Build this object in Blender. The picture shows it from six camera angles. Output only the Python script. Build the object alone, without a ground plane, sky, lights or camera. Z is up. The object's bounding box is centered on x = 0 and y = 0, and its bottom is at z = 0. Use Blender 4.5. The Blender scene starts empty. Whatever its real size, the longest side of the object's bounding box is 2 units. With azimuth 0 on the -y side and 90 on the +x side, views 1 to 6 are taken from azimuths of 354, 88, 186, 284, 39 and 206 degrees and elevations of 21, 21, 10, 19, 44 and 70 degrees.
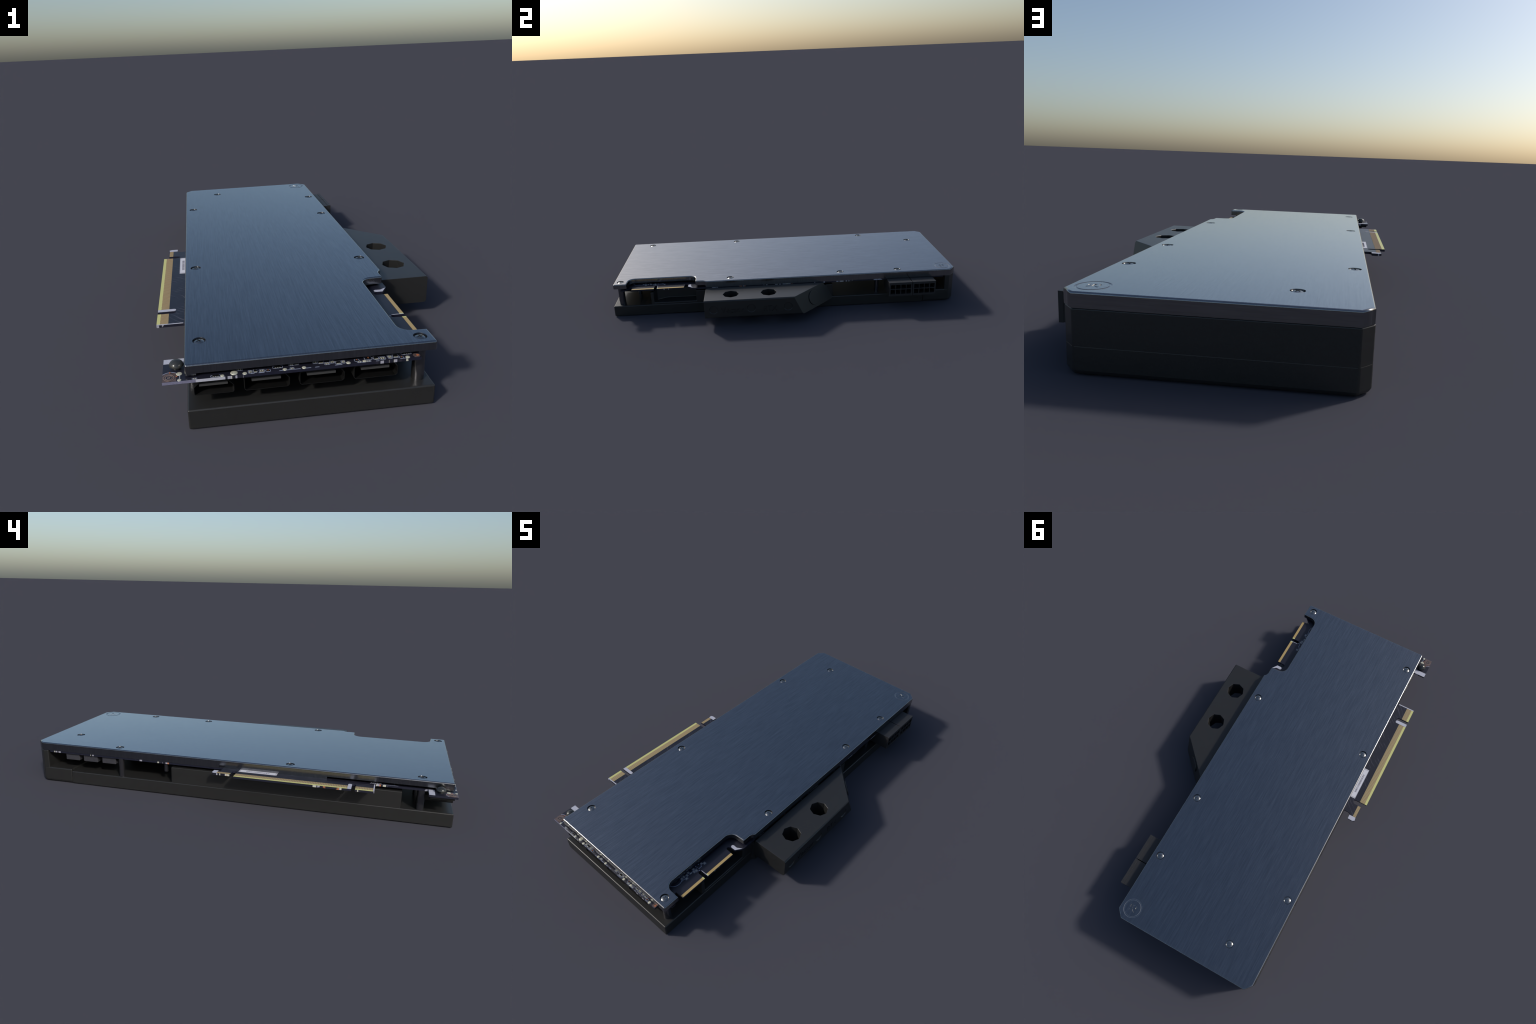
"""A water-cooled graphics card lying on its cooling block, backplate up."""
import bpy, bmesh, math, random
from mathutils import Vector, Matrix

rng = random.Random(7)
COL = bpy.context.scene.collection

# ------------------------------------------------------------------ helpers
def link(ob, parent=None, mat=None, kind=None):
    if ob.name not in COL.objects:
        COL.objects.link(ob)
    if parent is not None:
        ob.parent = parent
    if mat is not None:
        ob.data.materials.clear()
        ob.data.materials.append(mat)
    if kind:
        ob["kind"] = kind
    return ob

def from_bm(name, bm):
    bmesh.ops.recalc_face_normals(bm, faces=bm.faces[:])
    me = bpy.data.meshes.new(name)
    bm.to_mesh(me)
    bm.free()
    return bpy.data.objects.new(name, me)

def bm_prism(bm, pts, z0, z1):
    lo = [bm.verts.new((x, y, z0)) for x, y in pts]
    hi = [bm.verts.new((x, y, z1)) for x, y in pts]
    n = len(pts)
    bm.faces.new(lo[::-1])
    bm.faces.new(hi)
    for i in range(n):
        j = (i + 1) % n
        bm.faces.new((lo[i], lo[j], hi[j], hi[i]))
    return lo, hi

def bm_box(bm, x0, x1, y0, y1, z0, z1):
    return bm_prism(bm, [(x0, y0), (x1, y0), (x1, y1), (x0, y1)], z0, z1)

def bm_cone(bm, x, y, z0, z1, r0, r1, n=24, phase=0.0):
    lo = [bm.verts.new((x + r0 * math.cos(phase + 2 * math.pi * i / n), y + r0 * math.sin(phase + 2 * math.pi * i / n), z0)) for i in range(n)]
    hi = [bm.verts.new((x + r1 * math.cos(phase + 2 * math.pi * i / n), y + r1 * math.sin(phase + 2 * math.pi * i / n), z1)) for i in range(n)]
    bm.faces.new(lo[::-1]); bm.faces.new(hi)
    for i in range(n):
        j = (i + 1) % n
        bm.faces.new((lo[i], lo[j], hi[j], hi[i]))

def bm_ring(bm, x, y, r0, r1, z0, z1, n=64, a0=0.0, a1=2 * math.pi):
    """Flat washer, or an arc of one."""
    full = abs(a1 - a0 - 2 * math.pi) < 1e-6
    m = n if full else n + 1
    rows = []
    for i in range(m):
        a = a0 + (a1 - a0) * i / n
        c, s = math.cos(a), math.sin(a)
        rows.append([bm.verts.new((x + r * c, y + r * s, z)) for r, z in ((r0, z0), (r1, z0), (r1, z1), (r0, z1))])
    for i in range(n):
        p, q = rows[i], rows[(i + 1) % m]
        for k in range(4):
            l = (k + 1) % 4
            bm.faces.new((p[k], p[l], q[l], q[k]))
    if not full:
        bm.faces.new(rows[0]); bm.faces.new(rows[-1][::-1])

def prism(name, pts, z0, z1):
    bm = bmesh.new(); bm_prism(bm, pts, z0, z1)
    return from_bm(name, bm)

def box(name, *a):
    bm = bmesh.new(); bm_box(bm, *a)
    return from_bm(name, bm)

def cut(ob, cutter, op='DIFFERENCE', solver='EXACT'):
    for o in (ob, cutter):
        if o.name not in COL.objects:
            COL.objects.link(o)
    m = ob.modifiers.new("cut", 'BOOLEAN')
    m.operation = op; m.object = cutter; m.solver = solver
    bake(ob)
    bpy.data.objects.remove(cutter)

def bake(ob):
    if ob.name not in COL.objects:
        COL.objects.link(ob)
    dg = bpy.context.evaluated_depsgraph_get()
    me = bpy.data.meshes.new_from_object(ob.evaluated_get(dg))
    ob.modifiers.clear()
    ob.data = me

def bevel(ob, w, seg=2, angle=30):
    m = ob.modifiers.new("bev", 'BEVEL')
    m.width = w; m.segments = seg; m.limit_method = 'ANGLE'; m.angle_limit = math.radians(angle)
    m.harden_normals = False
    bake(ob)

def bevel_where(ob, w, seg, test):
    """Bevel only the edges whose two ends satisfy the test."""
    bm = bmesh.new(); bm.from_mesh(ob.data)
    es = [e for e in bm.edges if test(e.verts[0].co, e.verts[1].co)]
    bmesh.ops.bevel(bm, geom=es, offset=w, segments=seg, profile=0.5, affect='EDGES', clamp_overlap=False)
    bm.to_mesh(ob.data); bm.free()

def smooth(ob, angle=35):
    """Smooth shading with sharp creases, normals led by the large faces."""
    ob.data.shade_smooth()
    ob.data.set_sharp_from_angle(angle=math.radians(angle))
    m = ob.modifiers.new("wn", 'WEIGHTED_NORMAL')
    m.mode = 'FACE_AREA'; m.weight = 100; m.keep_sharp = True
    bake(ob)
    return ob

def arc(cx, cy, r, a0, a1, n=7):
    return [(cx + r * math.cos(math.radians(a0 + (a1 - a0) * i / n)), cy + r * math.sin(math.radians(a0 + (a1 - a0) * i / n))) for i in range(n + 1)]

# ---------------------------------------------------------------- materials
def new_mat(name):
    m = bpy.data.materials.new(name); m.use_nodes = True
    nt = m.node_tree
    return m, nt, nt.nodes["Principled BSDF"]

def coords(nt, scale, kind="Object"):
    tc = nt.nodes.new("ShaderNodeTexCoord"); mp = nt.nodes.new("ShaderNodeMapping")
    mp.inputs["Scale"].default_value = scale
    nt.links.new(tc.outputs[kind], mp.inputs["Vector"])
    return mp.outputs["Vector"]

def noise(nt, vec, scale, detail=4, rough=0.5, dist=0.0):
    n = nt.nodes.new("ShaderNodeTexNoise")
    n.inputs["Scale"].default_value = scale; n.inputs["Detail"].default_value = detail
    n.inputs["Roughness"].default_value = rough; n.inputs["Distortion"].default_value = dist
    nt.links.new(vec, n.inputs["Vector"])
    return n.outputs["Fac"]

def ramp(nt, fac, stops, interp='LINEAR'):
    r = nt.nodes.new("ShaderNodeValToRGB"); r.color_ramp.interpolation = interp
    el = r.color_ramp.elements
    while len(el) < len(stops):
        el.new(0.5)
    for e, (p, c) in zip(el, stops):
        e.position = p; e.color = (*c, 1) if len(c) == 3 else c
    nt.links.new(fac, r.inputs["Fac"])
    return r.outputs["Color"]

def remap(nt, fac, a, b, lo=0.0, hi=1.0):
    r = nt.nodes.new("ShaderNodeMapRange")
    r.inputs["From Min"].default_value = lo; r.inputs["From Max"].default_value = hi
    r.inputs["To Min"].default_value = a; r.inputs["To Max"].default_value = b
    nt.links.new(fac, r.inputs["Value"])
    return r.outputs["Result"]

def bump(nt, bsdf, height, strength, dist):
    b = nt.nodes.new("ShaderNodeBump")
    b.inputs["Strength"].default_value = strength; b.inputs["Distance"].default_value = dist
    nt.links.new(height, b.inputs["Height"]); nt.links.new(b.outputs["Normal"], bsdf.inputs["Normal"])

def brushed_metal(name, along):
    """Anodised brushed metal whose grain runs along one axis."""
    m, nt, b = new_mat(name)
    sc = lambda a, c: tuple(c if i == along else a for i in range(3))
    v = coords(nt, sc(230.0, 9.0))
    f = noise(nt, v, 1.0, 5, 0.58, 0.2)
    fine = noise(nt, coords(nt, sc(560.0, 20.0)), 1.0, 3, 0.6)
    mx = nt.nodes.new("ShaderNodeMath"); mx.operation = 'MULTIPLY_ADD'
    mx.inputs[1].default_value = 0.4
    nt.links.new(fine, mx.inputs[0]); nt.links.new(f, mx.inputs[2])
    c = ramp(nt, mx.outputs[0], [(0.48, METAL_DARK), (0.92, METAL_LIGHT)])
    nt.links.new(c, b.inputs["Base Color"])
    nt.links.new(remap(nt, f, 0.185, 0.235, 0.3, 0.7), b.inputs["Roughness"])
    b.inputs["Metallic"].default_value = 1.0
    b.inputs['Coat Weight'].default_value = 0.55; b.inputs['Coat Roughness'].default_value = 0.13
    wave = noise(nt, coords(nt, sc(110.0, 3.2)), 1.0, 1, 0.4, 0.2)
    # flat sheet's shading normals tilted to shift its sky reflection; the grain rides on that
    sp = nt.nodes.new("ShaderNodeSeparateXYZ"); nt.links.new(coords(nt, (1, 1, 1)), sp.inputs[0])
    lean = nt.nodes.new("ShaderNodeMath"); lean.operation = 'MULTIPLY'; lean.inputs[1].default_value = -REFLECTION_TILT
    nt.links.new(sp.outputs["X"], lean.inputs[0])
    tot = nt.nodes.new("ShaderNodeMath"); tot.operation = 'MULTIPLY_ADD'; tot.inputs[1].default_value = 0.000045
    nt.links.new(wave, tot.inputs[0]); nt.links.new(lean.outputs[0], tot.inputs[2])
    bump(nt, b, tot.outputs[0], 1.0, 1.0)
    nt.links.new(b.inputs['Normal'].links[0].from_socket, b.inputs['Coat Normal'])
    return m

def plain(name, col, rough=0.5, metal=0.0, spec=0.5, grain=0.0, gscale=300.0, bstr=0.0):
    m, nt, b = new_mat(name)
    b.inputs["Roughness"].default_value = rough; b.inputs["Metallic"].default_value = metal
    b.inputs["Specular IOR Level"].default_value = spec
    if grain:
        f = noise(nt, coords(nt, (1, 1, 1)), gscale, 3, 0.6)
        c = ramp(nt, f, [(0.3, tuple(x * (1 - grain) for x in col)), (0.7, tuple(x * (1 + grain) for x in col))])
        nt.links.new(c, b.inputs["Base Color"])
        nt.links.new(remap(nt, f, rough * 0.92, rough * 1.08, 0.3, 0.7), b.inputs["Roughness"])
        if bstr:
            bump(nt, b, f, bstr, 0.0006)
    else:
        b.inputs["Base Color"].default_value = (*col, 1)
    return m

REFLECTION_TILT = 0.03
METAL_DARK, METAL_LIGHT = (0.200, 0.205, 0.212), (0.272, 0.278, 0.287)

def board_face():
    """Near-black solder mask with faint copper traces wandering under it near the edge connector."""
    m, nt, b = new_mat("solder_mask")
    v = coords(nt, (1, 1, 1))
    w = nt.nodes.new("ShaderNodeTexWave")
    w.wave_type = 'BANDS'; w.bands_direction = 'DIAGONAL'
    w.inputs["Scale"].default_value = 26; w.inputs["Distortion"].default_value = 9
    w.inputs["Detail"].default_value = 2; w.inputs["Detail Scale"].default_value = 0.35
    nt.links.new(v, w.inputs["Vector"])
    n = noise(nt, v, 22, 2)
    tr = ramp(nt, w.outputs["Fac"], [(0.90, (0, 0, 0)), (0.97, (1, 1, 1))])
    pa = ramp(nt, n, [(0.46, (0, 0, 0)), (0.62, (1, 1, 1))])
    mu = nt.nodes.new("ShaderNodeMath"); mu.operation = 'MULTIPLY'
    nt.links.new(tr, mu.inputs[0])
    sep = nt.nodes.new("ShaderNodeSeparateXYZ"); nt.links.new(v, sep.inputs[0])      # traces only beside the edge connector
    inx = nt.nodes.new("ShaderNodeMath"); inx.operation = 'LESS_THAN'; inx.inputs[1].default_value = -0.40
    iny = nt.nodes.new("ShaderNodeMath"); iny.operation = 'GREATER_THAN'; iny.inputs[1].default_value = -0.67
    nt.links.new(sep.outputs["X"], inx.inputs[0]); nt.links.new(sep.outputs["Y"], iny.inputs[0])
    m1 = nt.nodes.new("ShaderNodeMath"); m1.operation = 'MULTIPLY'; m2 = nt.nodes.new("ShaderNodeMath"); m2.operation = 'MULTIPLY'
    nt.links.new(inx.outputs[0], m1.inputs[0]); nt.links.new(iny.outputs[0], m1.inputs[1])
    nt.links.new(pa, m2.inputs[0]); nt.links.new(m1.outputs[0], m2.inputs[1]); nt.links.new(m2.outputs[0], mu.inputs[1])
    g = noise(nt, v, 260, 3)
    base = ramp(nt, g, [(0.3, (0.0085, 0.009, 0.017)), (0.7, (0.013, 0.0135, 0.023))])
    mix = nt.nodes.new("ShaderNodeMix"); mix.data_type = 'RGBA'
    nt.links.new(mu.outputs[0], mix.inputs["Factor"])
    nt.links.new(base, mix.inputs["A"]); mix.inputs["B"].default_value = (0.050, 0.048, 0.066, 1)
    nt.links.new(mix.outputs["Result"], b.inputs["Base Color"])
    b.inputs["Roughness"].default_value = 0.38
    return m

def board_edge():
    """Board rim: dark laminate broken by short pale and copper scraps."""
    m, nt, b = new_mat("board_rim")
    v = coords(nt, (110, 110, 0.001))
    vo = nt.nodes.new("ShaderNodeTexVoronoi"); vo.inputs["Scale"].default_value = 1.0
    nt.links.new(v, vo.inputs["Vector"])
    sep = nt.nodes.new("ShaderNodeSeparateColor"); nt.links.new(vo.outputs["Color"], sep.inputs["Color"])
    scrap = ramp(nt, sep.outputs["Red"], [(0.0, (0.008, 0.009, 0.02)), (0.40, (0.34, 0.34, 0.40)), (0.62, (0.01, 0.01, 0.02)),
                                          (0.74, (0.45, 0.17, 0.08)), (0.785, (0.5, 0.5, 0.42)), (0.92, (0.02, 0.018, 0.03))], 'CONSTANT')
    area = noise(nt, coords(nt, (1, 1, 1)), 11, 1)
    k = ramp(nt, area, [(0.56, (0, 0, 0)), (0.58, (1, 1, 1))])
    mix = nt.nodes.new("ShaderNodeMix"); mix.data_type = 'RGBA'
    nt.links.new(k, mix.inputs["Factor"]); mix.inputs["A"].default_value = (0.008, 0.009, 0.022, 1)
    nt.links.new(scrap, mix.inputs["B"]); nt.links.new(mix.outputs["Result"], b.inputs["Base Color"])
    b.inputs["Roughness"].default_value = 0.5
    return m

M_METAL = brushed_metal("brushed_aluminium", 1)
M_METAL_END = brushed_metal("brushed_aluminium_end", 0)
M_METAL_SIDE = brushed_metal("brushed_aluminium_side", 2)
M_STEEL = plain("screw_steel", (0.29, 0.295, 0.29), 0.25, 1.0)
M_BLOCK = plain("black_acetal", (0.0192, 0.0192, 0.0187), 0.37, 0, 0.52, 0.20, 420, 0.12)
M_POST = plain("post_anodised", (0.14, 0.14, 0.15), 0.15, 0.9, 0.5, 0.12, 400, 0.01)
M_CONN = plain("connector_nylon", (0.022, 0.022, 0.023), 0.5, 0, 0.45, 0.12, 500, 0.05)
M_VOID = plain("socket_dark", (0.003, 0.003, 0.003), 0.6, 0, 0.2)
M_PORT = plain("port_shell", (0.009, 0.009, 0.009), 0.45, 0.0, 0.3, 0.2, 500)
M_TONGUE = plain("port_tongue", (0.045, 0.045, 0.045), 0.6)
M_CHIP = plain("choke_body", (0.040, 0.040, 0.048), 0.55, 0, 0.4, 0.25, 500)
M_BOARD = board_face()
M_RIM = board_edge()
M_SILK = plain("silkscreen_white", (0.42, 0.43, 0.50), 0.55, 0, 0.4, 0.06, 200)
M_SILKD = plain("silkscreen_line", (0.24, 0.27, 0.36), 0.55)
M_SOLDER = plain("solder_cream", (0.45, 0.45, 0.37), 0.4, 0.2, 0.5, 0.15, 260)
M_COPPER = plain("bare_copper", (0.50, 0.17, 0.08), 0.4, 0.3)
M_COPPERD = plain("tinned_ring", (0.12, 0.085, 0.08), 0.35, 0.3, 0.5, 0.35, 160)
M_FINGER = plain("gold_finger", (0.31, 0.195, 0.095), 0.45, 0.15, 0.5, 0.08, 240)
M_FGAP = plain("finger_gap", (0.37, 0.345, 0.19), 0.5)
M_FTIP = plain("gold_bevel", (0.53, 0.52, 0.20), 0.5)
M_GOLD = plain("gold_strip", (0.45, 0.32, 0.13), 0.42, 0.15, 0.5, 0.05, 300)
M_LABEL = plain("label_paper", (0.56, 0.57, 0.63), 0.6)
M_INK = plain("label_ink", (0.14, 0.14, 0.18), 0.6)
M_RIVET = plain("bracket_screw_black", (0.045, 0.048, 0.047), 0.20, 0.35)

# ------------------------------------------------------------------- thing
card = bpy.data.objects.new("graphics_card", None)
COL.objects.link(card)
card["label"] = "graphics card with black water block and brushed metal backplate"
card["category"] = "graphics card"

# =================================================================== backplate
PT = 0.199      # top of the plate
plate_pts = ([(-0.4000, -0.9868), (0.2960, -0.9868), (0.3010, -0.9815), (0.3010, -0.9115), (0.2640, -0.9095)]
             + arc(0.2585, -0.8725, 0.037, 265, 180, 8)
             + arc(0.2580, -0.5525, 0.0365, 180, 95, 8)
             + [(0.2985, -0.5140), (0.3010, -0.5100), (0.3010, -0.4740), (0.3055, -0.4600), (0.3148, -0.4515),
                (0.3148, 0.9650), (0.2800, 0.9996), (-0.3765, 0.9996), (-0.4058, 0.9665), (-0.4058, -0.9815)])
plate = prism("backplate", plate_pts, 0.1605, PT)
bevel_where(plate, 0.0055, 4, lambda a, b: a.z > PT - 1e-4 and b.z > PT - 1e-4)
zt = 0.172
for a in ((-0.393, 0.3015, 0.045, 0.955), (-0.390, 0.3015, -0.46, 0.0451),      # pocket over the board
          (-0.5, 0.4, -0.912, -0.455), (-0.375, 0.4, -1.1, -0.911)):             # open front and sides
    cut(plate, box("k", a[0], a[1], a[2], a[3], 0.15, zt))
cut(plate, box("k", -0.5, -0.374, -1.1, -0.9105, 0.15, 0.1665))                  # corner foot
cut(plate, box("k", -0.5, -0.4030, -0.4551, 0.0405, 0.15, 0.173))                 # set-back rim by the edge connector

screw_xy = [(-0.3625, -0.857), (0.2635, -0.951), (-0.365, -0.2825), (-0.367, 0.561), (-0.2245, 0.861),
            (0.2755, -0.313), (0.2710, 0.330), (0.2760, 0.665)]
k = bmesh.new()
for x, y in screw_xy:
    bm_cone(k, x, y, PT - 0.0070, PT + 0.001, 0.0190, 0.0198, 28)
cut(plate, from_bm("k", k))

# engraved maker's roundel: ring, forked arrow and leaf
ex, ey = 0.2550, 0.9360
k = bmesh.new()
def v_ring(bm, x, y, r, w0, w1, z0, z1, n=56):
    """Ring groove cutter, narrow at the bottom and wider at the top."""
    rows = []
    for i in range(n):
        c, s = math.cos(2 * math.pi * i / n), math.sin(2 * math.pi * i / n)
        rows.append([bm.verts.new((x + q * c, y + q * s, z)) for q, z in ((r - w0, z0), (r + w0, z0), (r + w1, z1), (r - w1, z1))])
    for i in range(n):
        p, q = rows[i], rows[(i + 1) % n]
        for j in range(4):
            bm.faces.new((p[j], p[(j + 1) % 4], q[(j + 1) % 4], q[j]))
def v_prism(bm, pts, z0, z1, inset):
    """Sunk outline whose walls lean outwards."""
    cx, cy = sum(p[0] for p in pts) / len(pts), sum(p[1] for p in pts) / len(pts)
    lo, hi = bm_prism(bm, pts, z0, z1)
    for v in lo:
        d = Vector((v.co.x - cx, v.co.y - cy)); f = max(0.0, 1 - inset / d.length)
        v.co.x, v.co.y = cx + d.x * f, cy + d.y * f
v_ring(k, ex, ey, 0.0402, 0.0018, 0.0050, PT - 0.0016, PT + 0.0016)
fork = [(0.2701, 0.9512), (0.2719, 0.9432), (0.2605, 0.9362), (0.2600, 0.9194), (0.2505, 0.9176), (0.2522, 0.9326),
        (0.2368, 0.9424), (0.2366, 0.9522), (0.2414, 0.9515), (0.2568, 0.9417), (0.2618, 0.9476)]
bar = [(0.2695, 0.9361), (0.2733, 0.9223), (0.2645, 0.9168), (0.2637, 0.9313)]
leaf = [(0.2446, 0.9185), (0.2369, 0.9235), (0.2375, 0.9346), (0.2412, 0.9357), (0.2448, 0.9303), (0.2452, 0.9230)]
for shape in (fork, bar, leaf):
    v_prism(k, shape, PT - 0.0016, PT + 0.0016, 0.0032)
cut(plate, from_bm("k", k))
link(plate, card, M_METAL)
plate.data.materials.append(M_METAL_END); plate.data.materials.append(M_METAL_SIDE)
smooth(plate, 50)
plate.data.materials.append(plain("engraved_edge", (0.42, 0.41, 0.39), 0.34, 1.0))  # groove walls coloured paler than the plate to show glints on their edges
for p in plate.data.polygons:
    if (p.center.x - ex) ** 2 + (p.center.y - ey) ** 2 < 0.05 ** 2 and PT - 0.003 < p.center.z < PT - 0.0003 and 0.2 < abs(p.normal.z) < 0.97:
        p.material_index = 3
    elif p.normal.y > 0.8 and p.center.y > 0.95:
        p.material_index = 1
    elif abs(p.normal.z) < 0.35:
        p.material_index = 2

def screw_mesh():
    """Domed countersunk head with a cross recess."""
    bm = bmesh.new()
    prof = [(0.0172, -0.004), (0.0172, -0.0014), (0.0162, 0.0000), (0.0130, 0.0017), (0.0090, 0.0030), (0.0045, 0.0037)]
    n = 32
    rows = [[bm.verts.new((r * math.cos(2 * math.pi * i / n), r * math.sin(2 * math.pi * i / n), z)) for i in range(n)] for r, z in prof]
    top = bm.verts.new((0, 0, 0.0039))
    for p, q in zip(rows, rows[1:]):
        for i in range(n):
            bm.faces.new((p[i], p[(i + 1) % n], q[(i + 1) % n], q[i]))
    for i in range(n):
        bm.faces.new((rows[-1][i], rows[-1][(i + 1) % n], top))
    bm.faces.new(rows[0][::-1])
    o = from_bm("screw", bm)
    k = bmesh.new(); w, l = 0.0020, 0.0085
    bm_prism(k, [(-w, -l), (w, -l), (w, -w), (l, -w), (l, w), (w, w), (w, l), (-w, l), (-w, w), (-l, w), (-l, -w), (-w, -w)], 0.0005, 0.02)
    cut(o, from_bm("k", k))
    return smooth(o, 30)

s0 = screw_mesh()
for i, (x, y) in enumerate(screw_xy):
    s = s0 if i == 0 else s0.copy()
    s.location = (x, y, PT - 0.0038)
    s.rotation_euler = (0, 0, rng.uniform(0, math.pi / 2))
    link(s, plate, M_STEEL if i == 0 else None)

# ================================================================ circuit board
BZ0, BZ1 = 0.1520, 0.1610
board_pts = ([(-0.4670, -0.9995), (0.2505, -0.9995), (0.2505, -0.974), (0.2700, -0.952), (0.2970, -0.947), (0.2985, -0.930), (0.2720, -0.9030),
              (0.2580, -0.8950), (0.2580, -0.8870), (0.2985, -0.8865), (0.2985, -0.7570), (0.2590, -0.7570)]
             + arc(0.2600, -0.7485, 0.0075, 245, 115, 4)
             + [(0.2590, -0.7395), (0.2985, -0.7395), (0.2985, -0.5830), (0.2570, -0.5805)]
             + arc(0.2595, -0.5715, 0.0070, 230, 110, 4)
             + [(0.2650, -0.5600), (0.2890, -0.5600), (0.3085, -0.5310), (0.3120, -0.5250), (0.3120, 0.9280), (-0.4040, 0.9280),
                (-0.4040, 0.0212), (-0.4340, 0.0212), (-0.4425, 0.0265), (-0.4430, 0.0530), (-0.4690, 0.0545), (-0.4800, 0.0485), (-0.4783, -0.0315)]
             + [(-0.4420, -0.0325)] + arc(-0.4405, -0.0430, 0.0100, 75, -75, 5)[0:] + [(-0.4440, -0.0538)]
             + [(-0.4997, -0.0538), (-0.4997, -0.5695), (-0.4450, -0.5695)]
             + arc(-0.4450, -0.5770, 0.0072, 85, -85, 5)
             + [(-0.4470, -0.5850), (-0.4997, -0.5850), (-0.4997, -0.6650), (-0.4120, -0.6650), (-0.4040, -0.6720), (-0.4040, -0.8840), (-0.4670, -0.8840)])
board = prism("circuit_board", board_pts, BZ0, BZ1)
link(board, card, M_BOARD)
board.data.materials.append(M_RIM)
for p in board.data.polygons:
    if abs(p.normal.z) < 0.5:
        p.material_index = 1

S0 = BZ1 - 0.0008
class Bits:
    """Collects many small flat pieces that share a look."""
    def __init__(self, name, mat, parent=None):
        self.n, self.m, self.p, self.bm = name, mat, parent, bmesh.new()
    def box(self, x0, x1, y0, y1, h=0.0012, z0=S0):
        bm_box(self.bm, x0, x1, y0, y1, z0, BZ1 + h)
    def done(self):
        return link(from_bm(self.n, self.bm), self.p or board, self.m, "stuff")

# --- edge connector: gold fingers on a pale ground, with a bevelled tip strip
gap = Bits("finger_ground", M_FGAP); tip = Bits("finger_bevel", M_FTIP); fin = Bits("gold_fingers", M_FINGER)
def fingers(y0, y1, n, x0, x1, tipped):
    gap.box(x0 + (0.001 if not tipped else 0.0), x1, y0, y1, 0.0004)
    if tipped:
        tip.box(-0.4992, x0, y0, y1, 0.0004)
    p = (y1 - y0) / n
    for i in range(n):
        c = y0 + (i + 0.5) * p
        e = (0.0022 if tipped else 0.001) + rng.uniform(-0.0006, 0.0006)
        fin.box(x0 + e - (0.002 if tipped else 0), x1 - 0.0004, c - p * 0.27, c + p * 0.27, 0.0009)
fingers(-0.6595, -0.5858, 11, -0.4880, -0.4612, True)
fingers(-0.5520, -0.0542, 71, -0.4880, -0.4612, True)
fingers(-0.0310, 0.0310, 9, -0.4780, -0.4612, False)
for b in (gap, tip, fin):
    b.done()

# --- bridge connector on the far long side
gs = Bits("bridge_contact", M_GOLD); ge = Bits("bridge_contact_tip", M_FTIP)
for y0, y1, ya, yb in ((-0.8862, -0.7640, -0.7640, -0.7573), (-0.7320, -0.5834, -0.7392, -0.7320)):
    gs.box(0.2855, 0.2980, y0, y1, 0.0005)
    ge.box(0.2850, 0.2980, ya, yb, 0.0006)
gs.done(); ge.done()

# --- white silkscreen patches
sk = Bits("silkscreen_patch", M_SILK)
sk.box(-0.4990, -0.4130, -0.6645, -0.6598, 0.0004)
bm_prism(sk.bm, [(-0.4992, -0.5690), (-0.4450, -0.5690)] + arc(-0.4450, -0.5620, 0.0068, -90, 0, 4)[::1] + arc(-0.4450, -0.5595, 0.0068, 0, 90, 4) + [(-0.4992, -0.5527)][::1], S0, BZ1 + 0.0006)
bm_prism(sk.bm, [(-0.4772, 0.0316), (-0.4436, 0.0316), (-0.4436, 0.0526), (-0.4688, 0.0538), (-0.4794, 0.0480)], S0, BZ1 + 0.0004)
sk.box(-0.4665, -0.4045, -0.9085, -0.8845, 0.0004)
bm_prism(sk.bm, [(0.2660, -0.5590), (0.2885, -0.5590), (0.3080, -0.5305), (0.3000, -0.5345), (0.2850, -0.5435), (0.2660, -0.5425), (0.2595, -0.5470), (0.2600, -0.5545)], S0, BZ1 + 0.0004)
sk.box(0.2570, 0.2975, -0.7395, -0.7375, 0.0007)
sk.done()

# --- serial label with bars
lab = link(box("serial_label", -0.4310, -0.3960, -0.2335, -0.0585, S0, BZ1 + 0.0005), board, M_LABEL)
bars = Bits("label_bars", M_INK, lab)
y = -0.1985
while y < -0.094:
    w = rng.choice((0.0012, 0.0012, 0.002, 0.003))
    bars.box(-0.4215, -0.4120, y, y + w, 0.0008)
    y += w + rng.choice((0.0014, 0.0018, 0.0028))
for a in ((-0.4302, -0.4296, -0.2325, -0.0595), (-0.4302, -0.396, -0.2310, -0.2300), (-0.4302, -0.396, -0.2282, -0.2274),
          (-0.4302, -0.396, -0.0640, -0.0630), (-0.4302, -0.396, -0.0612, -0.0604)):
    bars.box(*a, 0.0007)
bars.done()

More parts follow.
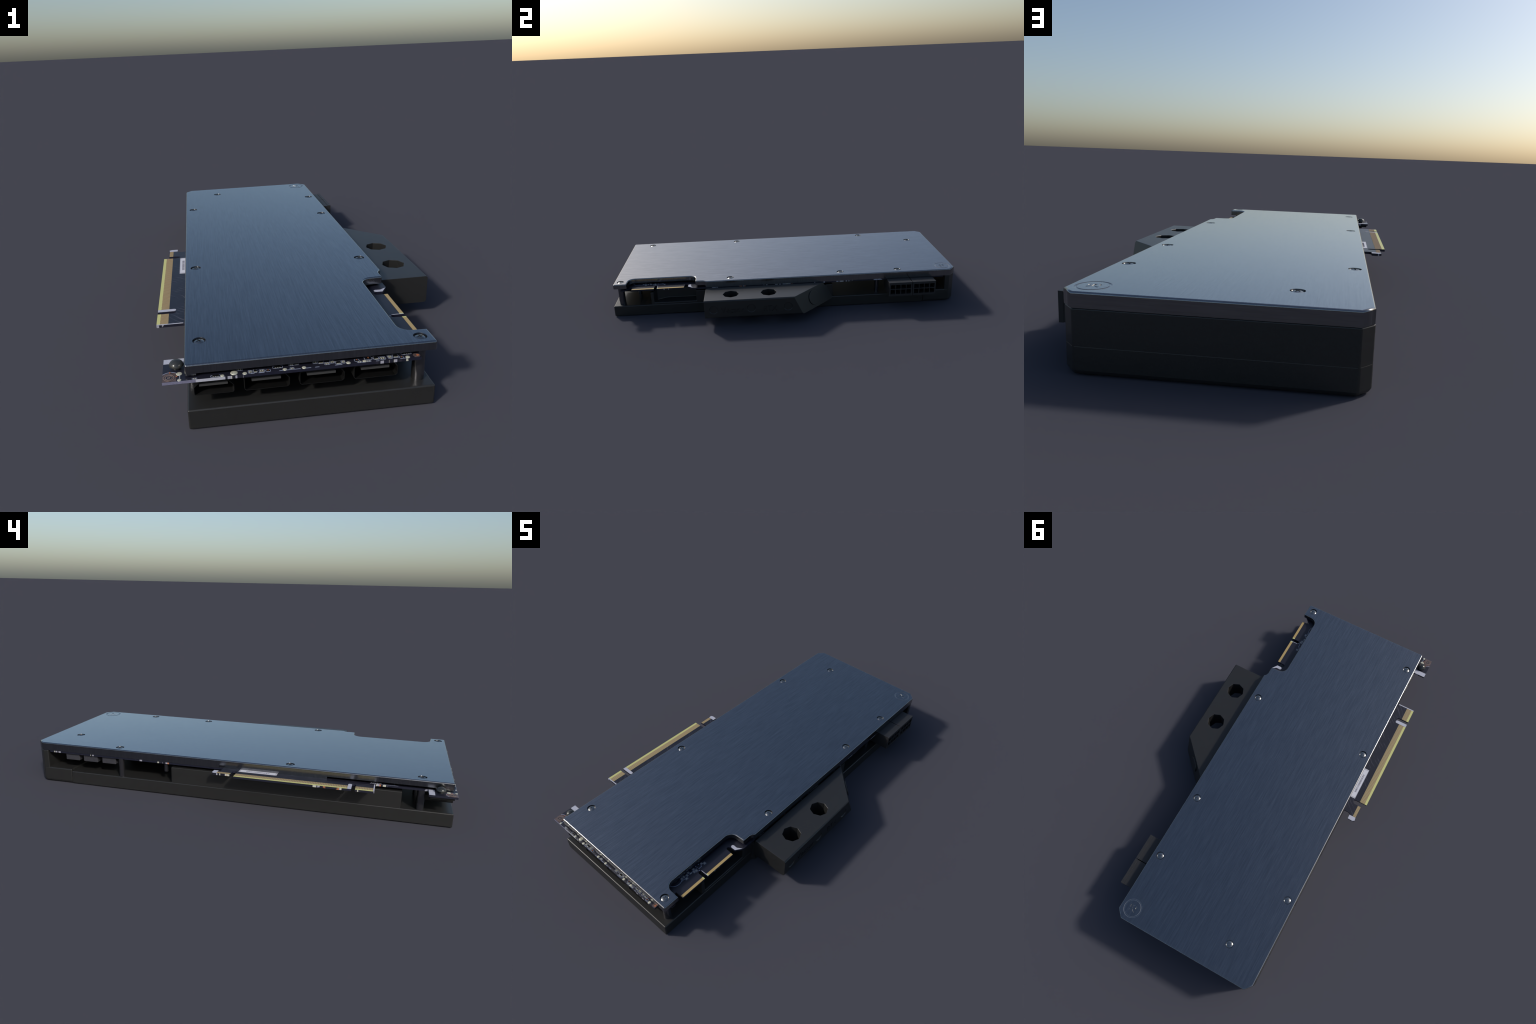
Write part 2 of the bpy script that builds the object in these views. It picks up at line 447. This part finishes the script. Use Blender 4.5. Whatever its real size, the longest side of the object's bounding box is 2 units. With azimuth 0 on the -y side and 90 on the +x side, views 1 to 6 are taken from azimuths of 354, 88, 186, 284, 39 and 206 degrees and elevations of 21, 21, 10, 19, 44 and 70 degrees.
# --- silkscreen outlines, pads and tiny parts
line = Bits("silkscreen_lines", M_SILKD); pads = Bits("solder_lands", M_SOLDER); body = Bits("surface_parts", M_VOID); cop = Bits("copper_lands", M_COPPER)
def part(x, y, w, h, t=0.0013, style=0):
    """One outlined footprint: frame, body and lands."""
    for a in ((x - w, x + w, y - h, y - h + t), (x - w, x + w, y + h - t, y + h), (x - w, x - w + t, y - h, y + h), (x + w - t, x + w, y - h, y + h)):
        line.box(*a, 0.0005)
    if style == 0:
        pads.box(x - w * 0.55, x - w * 0.15, y - h * 0.5, y + h * 0.5, 0.0012)
        pads.box(x + w * 0.15, x + w * 0.55, y - h * 0.5, y + h * 0.5, 0.0012)
    elif style == 1:
        body.box(x - w * 0.6, x + w * 0.6, y - h * 0.45, y + h * 0.45, 0.003)
        for i in range(3):
            for s in (-1, 1):
                c = x + (i - 1) * w * 0.45
                pads.box(c - 0.0012, c + 0.0012, y + s * h * 0.62 - 0.0015, y + s * h * 0.62 + 0.0015, 0.0010)
    else:
        body.box(x - w * 0.5, x + w * 0.5, y - h * 0.45, y + h * 0.45, 0.0022)
        cop.box(x - w * 0.14, x + w * 0.14, y - h * 0.4, y + h * 0.4, 0.0026)
front = [(-0.2568, -0.9725, .009, .006, 0), (-0.2290, -0.9895, .0058, .0075, 0), (-0.2150, -0.9880, .0060, .0075, 1), (-0.1970, -0.9905, .0078, .0070, 0),
         (-0.1800, -0.9920, .0070, .0055, 2), (-0.1520, -0.9790, .0145, .0058, 1), (-0.1130, -0.9740, .0075, .0055, 0), (-0.0990, -0.9720, .0075, .0065, 1),
         (-0.1140, -0.9935, .0062, .0050, 0), (-0.0470, -0.9740, .0068, .0065, 0), (-0.0310, -0.9760, .0085, .0075, 1), (-0.0150, -0.9865, .0080, .0060, 0),
         (0.0010, -0.9800, .0070, .0075, 0), (0.0165, -0.9870, .0085, .0080, 1), (0.0310, -0.9855, .0050, .0080, 0), (0.0695, -0.9850, .0070, .0060, 2),
         (0.0745, -0.9945, .0070, .0045, 0), (0.1030, -0.9800, .0110, .0085, 2), (0.1245, -0.9830, .0080, .0085, 1), (0.1420, -0.9870, .0090, .0075, 0),
         (0.1640, -0.9840, .0062, .0100, 0), (0.1810, -0.9820, .0085, .0095, 1), (0.1950, -0.9925, .0060, .0055, 2), (0.2150, -0.9745, .0150, .0055, 1),
         (-0.3230, -0.9930, .0145, .0045, 1), (-0.3800, -0.9955, .0070, .0035, 0), (0.1000, -0.9950, .0075, .0035, 0)]
for p in front:
    part(p[0], p[1], p[2], p[3], 0.0013, p[4])
for x, y, w, h, st in ((0.2385, -0.7020, .0060, .0060, 0), (0.2300, -0.7130, .0052, .0048, 0), (0.2405, -0.7540, .0068, .0062, 0), (0.2375, -0.7650, .0068, .0048, 0),
                       (0.2260, -0.7580, .0050, .0060, 0), (0.2290, -0.7985, .0062, .0048, 0), (0.2225, -0.7860, .0050, .0058, 0), (0.2400, -0.8110, .0050, .0070, 0),
                       (0.2245, -0.8130, .0060, .0055, 0), (0.2255, -0.8260, .0055, .0050, 0), (0.2335, -0.7800, .0030, .0070, 0)):
    part(x, y, w, h, 0.0012, st)
for i in range(5):                                   # scattered reference marks near the bridge
    line.box(0.2335, 0.2365, -0.8375 + i * 0.0042, -0.8350 + i * 0.0042, 0.0005)
for x, y in ((0.2230, -0.7250), (0.2225, -0.7400), (0.2405, -0.7240), (0.2410, -0.7310), (0.2415, -0.7380), (0.2500, -0.7440)):
    bm_cone(line.bm, x, y, S0, BZ1 + 0.0006, 0.0024, 0.0024, 10)
line.box(0.2310, 0.2322, -0.748, -0.736, 0.0005); line.box(0.2310, 0.2400, -0.7212, -0.7200, 0.0005)
bm_ring(line.bm, 0.2020, -0.8520, 0.0352, 0.0370, S0, BZ1 + 0.0005, 40)       # ring round the mounting hole
bm_ring(line.bm, -0.4460, -0.9800, 0.0255, 0.0275, S0, BZ1 + 0.0005, 48, math.radians(-38), math.radians(140))
line.box(-0.3960, -0.3700, -0.7455, -0.7440, 0.0005); line.box(-0.4035, -0.4020, -0.7600, -0.7000, 0.0005)
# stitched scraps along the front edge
for x, w in ((-0.2440, .012), (-0.2230, .010), (-0.1990, .016), (-0.1450, .010), (-0.1250, .014), (-0.1000, .018), (-0.0720, .02), (-0.045, .012), (0.0150, .02), (0.085, .012), (0.125, .01), (0.2, .02)):
    line.box(x - w / 2, x + w / 2, -0.9992, -0.9975, 0.0005)
for b in (line, pads, body, cop):
    b.done()

# --- solder blobs
bm = bmesh.new()
n = 20
rows = [[bm.verts.new((r * math.cos(2 * math.pi * i / n), r * math.sin(2 * math.pi * i / n), z)) for i in range(n)]
        for r, z in ((1.0, -0.10), (1.0, 0.04), (0.86, 0.16), (0.62, 0.18), (0.42, 0.12), (0.22, 0.28))]
for p, q in zip(rows, rows[1:]):
    for i in range(n):
        bm.faces.new((p[i], p[(i + 1) % n], q[(i + 1) % n], q[i]))
bm.faces.new(rows[-1]); bm.faces.new(rows[0][::-1])
blob0 = smooth(from_bm("solder_blob", bm), 50)
for i, (x, y, r) in enumerate(((-0.2726, -0.9865, .0105), (-0.3050, -0.9945, .0058), (-0.2440, -0.9940, .0064), (-0.1340, -0.9940, .0062), (-0.0810, -0.9945, .0062),
                               (0.0436, -0.9930, .0064), (0.0896, -0.9930, .0060), (0.2129, -0.9935, .0064), (-0.4215, -0.9640, .0085), (-0.4205, -0.9945, .0058))):
    o = blob0 if i == 0 else blob0.copy()
    o.location = (x, y, BZ1); o.scale = (r, r, r); o.rotation_euler = (0, 0, rng.uniform(0, 6))
    link(o, board, M_SOLDER if i == 0 else None)

# --- bare mounting eyelets at the two front corners
eye = bmesh.new()
bm_box(eye, -0.4668, -0.4290, -0.9990, -0.9580, S0, BZ1 + 0.0003)
o = link(from_bm("mounting_land", eye), board, M_COPPERD)
eye = bmesh.new()
for r0, r1 in ((0.0020, 0.0042), (0.0085, 0.0100), (0.0135, 0.0150)):
    bm_ring(eye, -0.4490, -0.9805, r0, r1, S0, BZ1 + 0.0012, 28)
link(from_bm("mounting_rings", eye), board, plain("eyelet_ring", (0.25, 0.19, 0.165), 0.35, 0.3), "stuff")
eye = bmesh.new(); bm_cone(eye, -0.4490, -0.9805, S0, BZ1 + 0.0008, 0.0085, 0.0085, 24)
link(from_bm("mounting_hole", eye), board, M_BOARD)
eye = bmesh.new()
for x, y in ((-0.4470, -0.9548), (-0.4282, -0.9760)):
    bm_cone(eye, x, y, S0, BZ1 + 0.0012, 0.0022, 0.0022, 12)
bm_cone(eye, 0.2430, -0.9890, S0, BZ1 + 0.0012, 0.0040, 0.0040, 16)
link(from_bm("copper_dots", eye), board, M_COPPER, "stuff")
eye = bmesh.new(); bm_cone(eye, 0.2400, -0.9890, S0, BZ1 + 0.0006, 0.0100, 0.0100, 24)
link(from_bm("mounting_land", eye), board, M_COPPERD)
eye = bmesh.new(); bm_cone(eye, 0.2020, -0.8520, S0, BZ1 + 0.001, 0.0180, 0.0180, 28)
link(from_bm("mounting_cap", eye), board, M_CHIP)

# --- pale facing on the front-left rim
def rim_strip(name, x0, x1, mat, y=-0.9995):
    link(box(name, x0, x1, y - 0.0005, y + 0.0005, BZ0 + 0.0004, BZ1 - 0.0002), board, mat)
M_LAV = plain("rim_lavender", (0.17, 0.17, 0.25), 0.55, 0, 0.4, 0.15, 200)
rim_strip("rim_facing", -0.4668, -0.3770, M_LAV)
rim_strip("rim_facing", -0.3768, -0.2975, M_SILK)

# --- printed word beside the edge connector
def text_mesh(word, size, depth, name):
    cu = bpy.data.curves.new("t", 'FONT')
    cu.body = word; cu.size = size; cu.extrude = depth; cu.resolution_u = 3
    o = bpy.data.objects.new("t", cu); COL.objects.link(o)
    dg = bpy.context.evaluated_depsgraph_get()
    me = bpy.data.meshes.new_from_object(o.evaluated_get(dg))
    bpy.data.objects.remove(o)
    me.name = name
    bm = bmesh.new(); bm.from_mesh(me)
    bmesh.ops.remove_doubles(bm, verts=bm.verts[:], dist=1e-5)
    bmesh.ops.recalc_face_normals(bm, faces=bm.faces[:])
    bm.to_mesh(me); bm.free()
    return bpy.data.objects.new(name, me)

def fit(o, width, height):
    xs = [v.co.x for v in o.data.vertices]; ys = [v.co.y for v in o.data.vertices]
    sx, sy = width / (max(xs) - min(xs)), height / (max(ys) - min(ys))
    for v in o.data.vertices:
        v.co.x = (v.co.x - min(xs)) * sx; v.co.y = (v.co.y - min(ys)) * sy
    return o
w = fit(text_mesh("ASSEM.", 0.02, 0.0004, "printed_word"), 0.050, 0.0150)
w.data.transform(Matrix.Translation((-0.4035, -0.6430, BZ1 + 0.0002)) @ Matrix.Rotation(-math.pi / 2, 4, 'Z'))
link(w, board, M_SILK)

# --- bracket lug with its black domed screw
lug = link(box("bracket_lug", -0.4610, -0.4050, -0.9870, -0.8900, 0.1425, BZ0 + 0.0005), board, M_PORT)
bevel(lug, 0.0012, 1); lug.data.materials.clear(); lug.data.materials.append(M_PORT)
bm = bmesh.new(); n = 32
prof = [(0.0075, -0.030), (0.0105, -0.022), (0.0105, 0.0085), (0.0185, 0.0090)] + [(0.0205 * math.cos(t), 0.0100 + 0.0155 * math.sin(t)) for t in (0.0, 0.25, 0.5, 0.75, 1.0, 1.25, 1.45)]
rows = [[bm.verts.new((-0.4290 + r * math.cos(2 * math.pi * i / n), -0.9330 + r * math.sin(2 * math.pi * i / n), BZ1 + z)) for i in range(n)] for r, z in prof]
for p, q in zip(rows, rows[1:]):
    for i in range(n):
        bm.faces.new((p[i], p[(i + 1) % n], q[(i + 1) % n], q[i]))
bm.faces.new(rows[-1]); bm.faces.new(rows[0][::-1])
link(smooth(from_bm("bracket_screw", bm), 40), board, M_RIVET)

# --- video ports on the front edge
def port(x0, x1, name, hdmi=False):
    zb, ztop = 0.1045, 0.1440
    cy0, cy1 = -0.9900, -0.8600
    c = 0.012
    if hdmi:
        out = [(x0, zb + 0.003), (x0 + 0.003, zb), (x1 - 0.003, zb), (x1, zb + 0.004), (x1, 0.1265), (x1 - 0.016, ztop), (x0 + 0.016, ztop), (x0, 0.1285)]
    else:
        out = [(x0, zb + 0.005), (x0 + 0.005, zb), (x1 - 0.006, zb), (x1, zb + 0.006), (x1, 0.1320), (x1 - 0.011, ztop), (x0 + 0.003, ztop), (x0, ztop - 0.003)]
    def shell(pts, grow):
        cx = (x0 + x1) / 2; cz = (zb + ztop) / 2
        hw, hh = (x1 - x0) / 2, (ztop - zb) / 2
        return [(cx + (x - cx) * (hw + grow) / hw, cz + (z - cz) * (hh + grow) / hh) for x, z in pts]
    def ext(pts, ya, yb, nm):
        bm = bmesh.new()
        A = [bm.verts.new((x, ya, z)) for x, z in pts]; B = [bm.verts.new((x, yb, z)) for x, z in pts]
        bm.faces.new(A); bm.faces.new(B[::-1])
        for i in range(len(pts)):
            j = (i + 1) % len(pts); bm.faces.new((A[i], B[i], B[j], A[j]))
        return from_bm(nm, bm)
    body = ext(shell(out, 0.0007), cy0, cy1, name)
    cut(body, ext(shell(out, -0.0006), cy0 - 0.01, cy1 - 0.012, "k"))
    link(body, board, M_PORT)
    if not hdmi:
        body.data.materials.append(M_VOID)  # inner faces blackened, so the shade inside the port is baked into the colour
        cx, cz = (x0 + x1) / 2, (zb + ztop) / 2
        for p in body.data.polygons:
            if abs(p.normal.y) < 0.5 and p.normal.x * (p.center.x - cx) + p.normal.z * (p.center.z - cz) < 0 or (p.normal.y < -0.5 and p.center.y > -0.95):
                p.material_index = 1
    m = (x1 - x0)
    t0, t1 = (x0 + 0.014, x1 - 0.016) if hdmi else (x0 + 0.0205, x1 - 0.0235)
    tg = box("port_tongue", t0, t1, cy0 + 0.004, cy1 - 0.013, 0.1290, 0.1368)
    link(tg, body, M_TONGUE)
    return body
port(-0.3840, -0.2755, "video_port", True)
for x in (-0.2460, -0.0915, 0.0620):
    port(x, x + 0.1250, "video_port")

# --- chokes and small parts hanging under the board
for y0, y1 in ((0.7720, 0.8450), (0.6730, 0.7480), (0.5750, 0.6470)):
    o = box("choke", -0.395, -0.325, y0, y1, 0.1190, BZ0 + 0.0005)
    bevel(o, 0.0015, 1)
    link(o, board, M_CHIP)
# --- two eight-way power sockets
for y0, y1 in ((0.5958, 0.7268), (0.7308, 0.8618)):
    o = box("power_socket", 0.250, 0.3760, y0, y1, 0.0772, 0.1580)
    lip = box("k", 0.3720, 0.3855, y0 - 0.0006, y1 + 0.0006, 0.0762, 0.1600)
    cut(o, lip, 'UNION')
    bevel(o, 0.0012, 2)
    k = bmesh.new()
    for i in range(4):
        c = y0 + 0.0205 + i * 0.0302
        for za, zb in ((0.1205, 0.1462), (0.0888, 0.1165)):
            bm_box(k, 0.300, 0.45, c - 0.0133, c + 0.0133, za, zb)
    cut(o, from_bm("k", k))
    link(o, board, M_CONN)
    pins = bmesh.new()
    for i in range(4):
        c = y0 + 0.0205 + i * 0.0302
        for z in (0.1334, 0.1027):
            bm_box(pins, 0.295, 0.335, c - 0.003, c + 0.003, z - 0.003, z + 0.003)
    link(from_bm("socket_pins", pins), o, M_VOID, "stuff")

# ================================================================== water block
block = prism("water_block", [(-0.4072, -0.9985), (0.2995, -0.9985), (0.2995, -0.4600), (0.3135, -0.4450), (0.3135, 0.8150), (-0.4072, 0.8150)], 0.0, 0.0628)
bevel(block, 0.0050, 3)
link(block, card, M_BLOCK)
smooth(block, 40)

# end piece with the rear wall, its plan corners cut off like the plate's
end_pts = [(-0.4078, 0.8145), (0.3145, 0.8145), (0.3145, 0.9645), (0.2805, 0.9992), (-0.3765, 0.9992), (-0.4078, 0.9660)]
endp = prism("block_end", end_pts, 0.0, 0.0725)
bevel_where(endp, 0.011, 3, lambda a, b: a.z < 1e-4 and b.z < 1e-4 and (a.y > 0.9 or b.y > 0.9))
bevel(endp, 0.0060, 3)
link(smooth(endp, 50), block, M_BLOCK)
wall_pts = [(-0.4072, 0.9380), (0.3139, 0.9380), (0.3139, 0.9643), (0.2802, 0.9987), (-0.3762, 0.9987), (-0.4072, 0.9658)]
wall = prism("rear_wall", wall_pts, 0.060, 0.1602)
bevel(wall, 0.004, 3)
link(smooth(wall, 50), block, M_BLOCK)

# raised middle with the pocket under the bridge connector
mid = box("raised_core", -0.4055, 0.3105, -0.7790, 0.2810, 0.030, 0.1385)
mid_cut = [(-0.5, 0.5)]
k = prism("k", [(0.31, -0.7600), (0.40, -0.7600), (0.40, -0.5170), (0.234, -0.5170), (0.232, -0.690), (0.258, -0.748), (0.2850, -0.7600)], 0.074, 0.20)
cut(mid, k)
k = box("k", 0.2975, 0.40, -0.90, -0.4620, 0.0, 0.2)
cut(mid, k)
bevel(mid, 0.0045, 2)
link(smooth(mid, 40), block, M_BLOCK)

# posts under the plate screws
pm = None
for x, y, r in ((-0.3880, -0.858, 0.0170), (0.2635, -0.951, 0.0185), (-0.3925, 0.5435, 0.0138), (0.2760, 0.5455, 0.0125),
                (-0.2120, -0.8420, 0.0115), (0.1300, -0.8720, 0.0115)):
    bm = bmesh.new(); bm_cone(bm, 0, 0, 0.0, 1.0, r, r, 16)
    o = smooth(from_bm("support_post", bm), 40)
    o.location = (x, y, 0.058); o.scale = (1, 1, 0.172 - 0.0575 if y < -0.9 else BZ0 + 0.0005 - 0.058)
    link(o, block, M_POST)

bm = bmesh.new(); bm_cone(bm, -0.3850, 0.3130, 0.1100, BZ0 + 0.0005, 0.0100, 0.0104, 18)      # short stud under the board
link(smooth(from_bm("board_stud", bm), 40), board, M_POST)

# inlet terminal: bevelled bar with two octagonal bores, its far end cut off obliquely
prof = [(0.3000, 0.0515), (0.4890, 0.0510), (0.4965, 0.0540), (0.4995, 0.0610), (0.4995, 0.1520), (0.4945, 0.1582), (0.3200, 0.1582), (0.3180, 0.1560), (0.3160, 0.1375), (0.3000, 0.1375)]
bm = bmesh.new()
A = [bm.verts.new((x, -0.4555, z)) for x, z in prof]; B = [bm.verts.new((x, 0.32, z)) for x, z in prof]
bm.faces.new(A); bm.faces.new(B[::-1])
for i in range(len(prof)):
    j = (i + 1) % len(prof); bm.faces.new((A[i], B[i], B[j], A[j]))
pa, pb, pc = Vector((0.497, 0.0425, 0.158)), Vector((0.3245, 0.217, 0.158)), Vector((0.487, 0.1036, 0.049))
nrm = (pb - pa).cross(pc - pa).normalized()
if nrm.y < 0:
    nrm = -nrm
geom = bm.verts[:] + bm.edges[:] + bm.faces[:]
res = bmesh.ops.bisect_plane(bm, geom=geom, plane_co=pa, plane_no=nrm, clear_outer=True)
bmesh.ops.contextual_create(bm, geom=[e for e in res["geom_cut"] if isinstance(e, bmesh.types.BMEdge)])
term = from_bm("inlet_terminal", bm)
bevel(term, 0.0018, 2, 40)
def bm_octagon_bore(bm, x, y):
    rows = [[bm.verts.new((x + r * math.cos(math.pi * i / 4), y + r * math.sin(math.pi * i / 4), z)) for i in range(8)]
            for r, z in ((0.0445, 0.0), (0.0445, 0.1570), (0.0575, 0.17))]
    bm.faces.new(rows[0][::-1]); bm.faces.new(rows[-1])
    for p, q in zip(rows, rows[1:]):
        for i in range(8):
            bm.faces.new((p[i], p[(i + 1) % 8], q[(i + 1) % 8], q[i]))
k = bmesh.new()
for x, y in ((0.4168, -0.3090), (0.4166, -0.0965)):
    bm_octagon_bore(k, x, y)
cut(term, from_bm("k", k))
# blind circles and lettering sunk into the outer face
XF = 0.4995
def face_disc(k, y, z, r, n=36):
    a = [k.verts.new((XF - 0.0035, y + r * math.cos(2 * math.pi * i / n), z + r * math.sin(2 * math.pi * i / n))) for i in range(n)]
    b = [k.verts.new((XF + 0.0010, y + (v.co.y - y) * 1.16, z + (v.co.z - z) * 1.16)) for v in a]
    k.faces.new(a[::-1]); k.faces.new(b)
    for i in range(n):
        j = (i + 1) % n; k.faces.new((a[i], a[j], b[j], b[i]))
k = bmesh.new()
for y in (-0.4055, -0.1975, 0.0070):
    face_disc(k, y, 0.1027, 0.0215)
cut(term, from_bm("k", k))
for word, y, z, wd, ht in (("Vector", -0.3645, 0.0835, 0.1280, 0.0320), ("RTX", -0.1285, 0.0835, 0.0740, 0.0315)):
    o = fit(text_mesh(word, 0.04, 0.004, "k"), wd, ht)
    o.data.transform(Matrix.Translation((XF + 0.0012, y, z)) @ Matrix(((0, 0, 1, 0), (1, 0, 0, 0), (0, 1, 0, 0), (0, 0, 0, 1))))
    cut(term, o)
link(smooth(term, 30), block, M_BLOCK)

# proud round plug on the oblique end
c = Vector((0.4077, 0.1567, 0.1069)); 
c -= nrm * ((c - pa).dot(nrm))
bm = bmesh.new(); bm_cone(bm, 0, 0, -0.003, 0.0055, 0.0405, 0.0405, 40)
plug = from_bm("terminal_plug", bm)
plug.data.transform(Matrix.Translation(c) @ nrm.to_track_quat('Z', 'Y').to_matrix().to_4x4())
bevel(plug, 0.001, 1, 60)
link(smooth(plug, 40), term, M_BLOCK)

for o in list(COL.objects):
    if o.name.startswith("k") and len(o.name) <= 5:
        bpy.data.objects.remove(o)
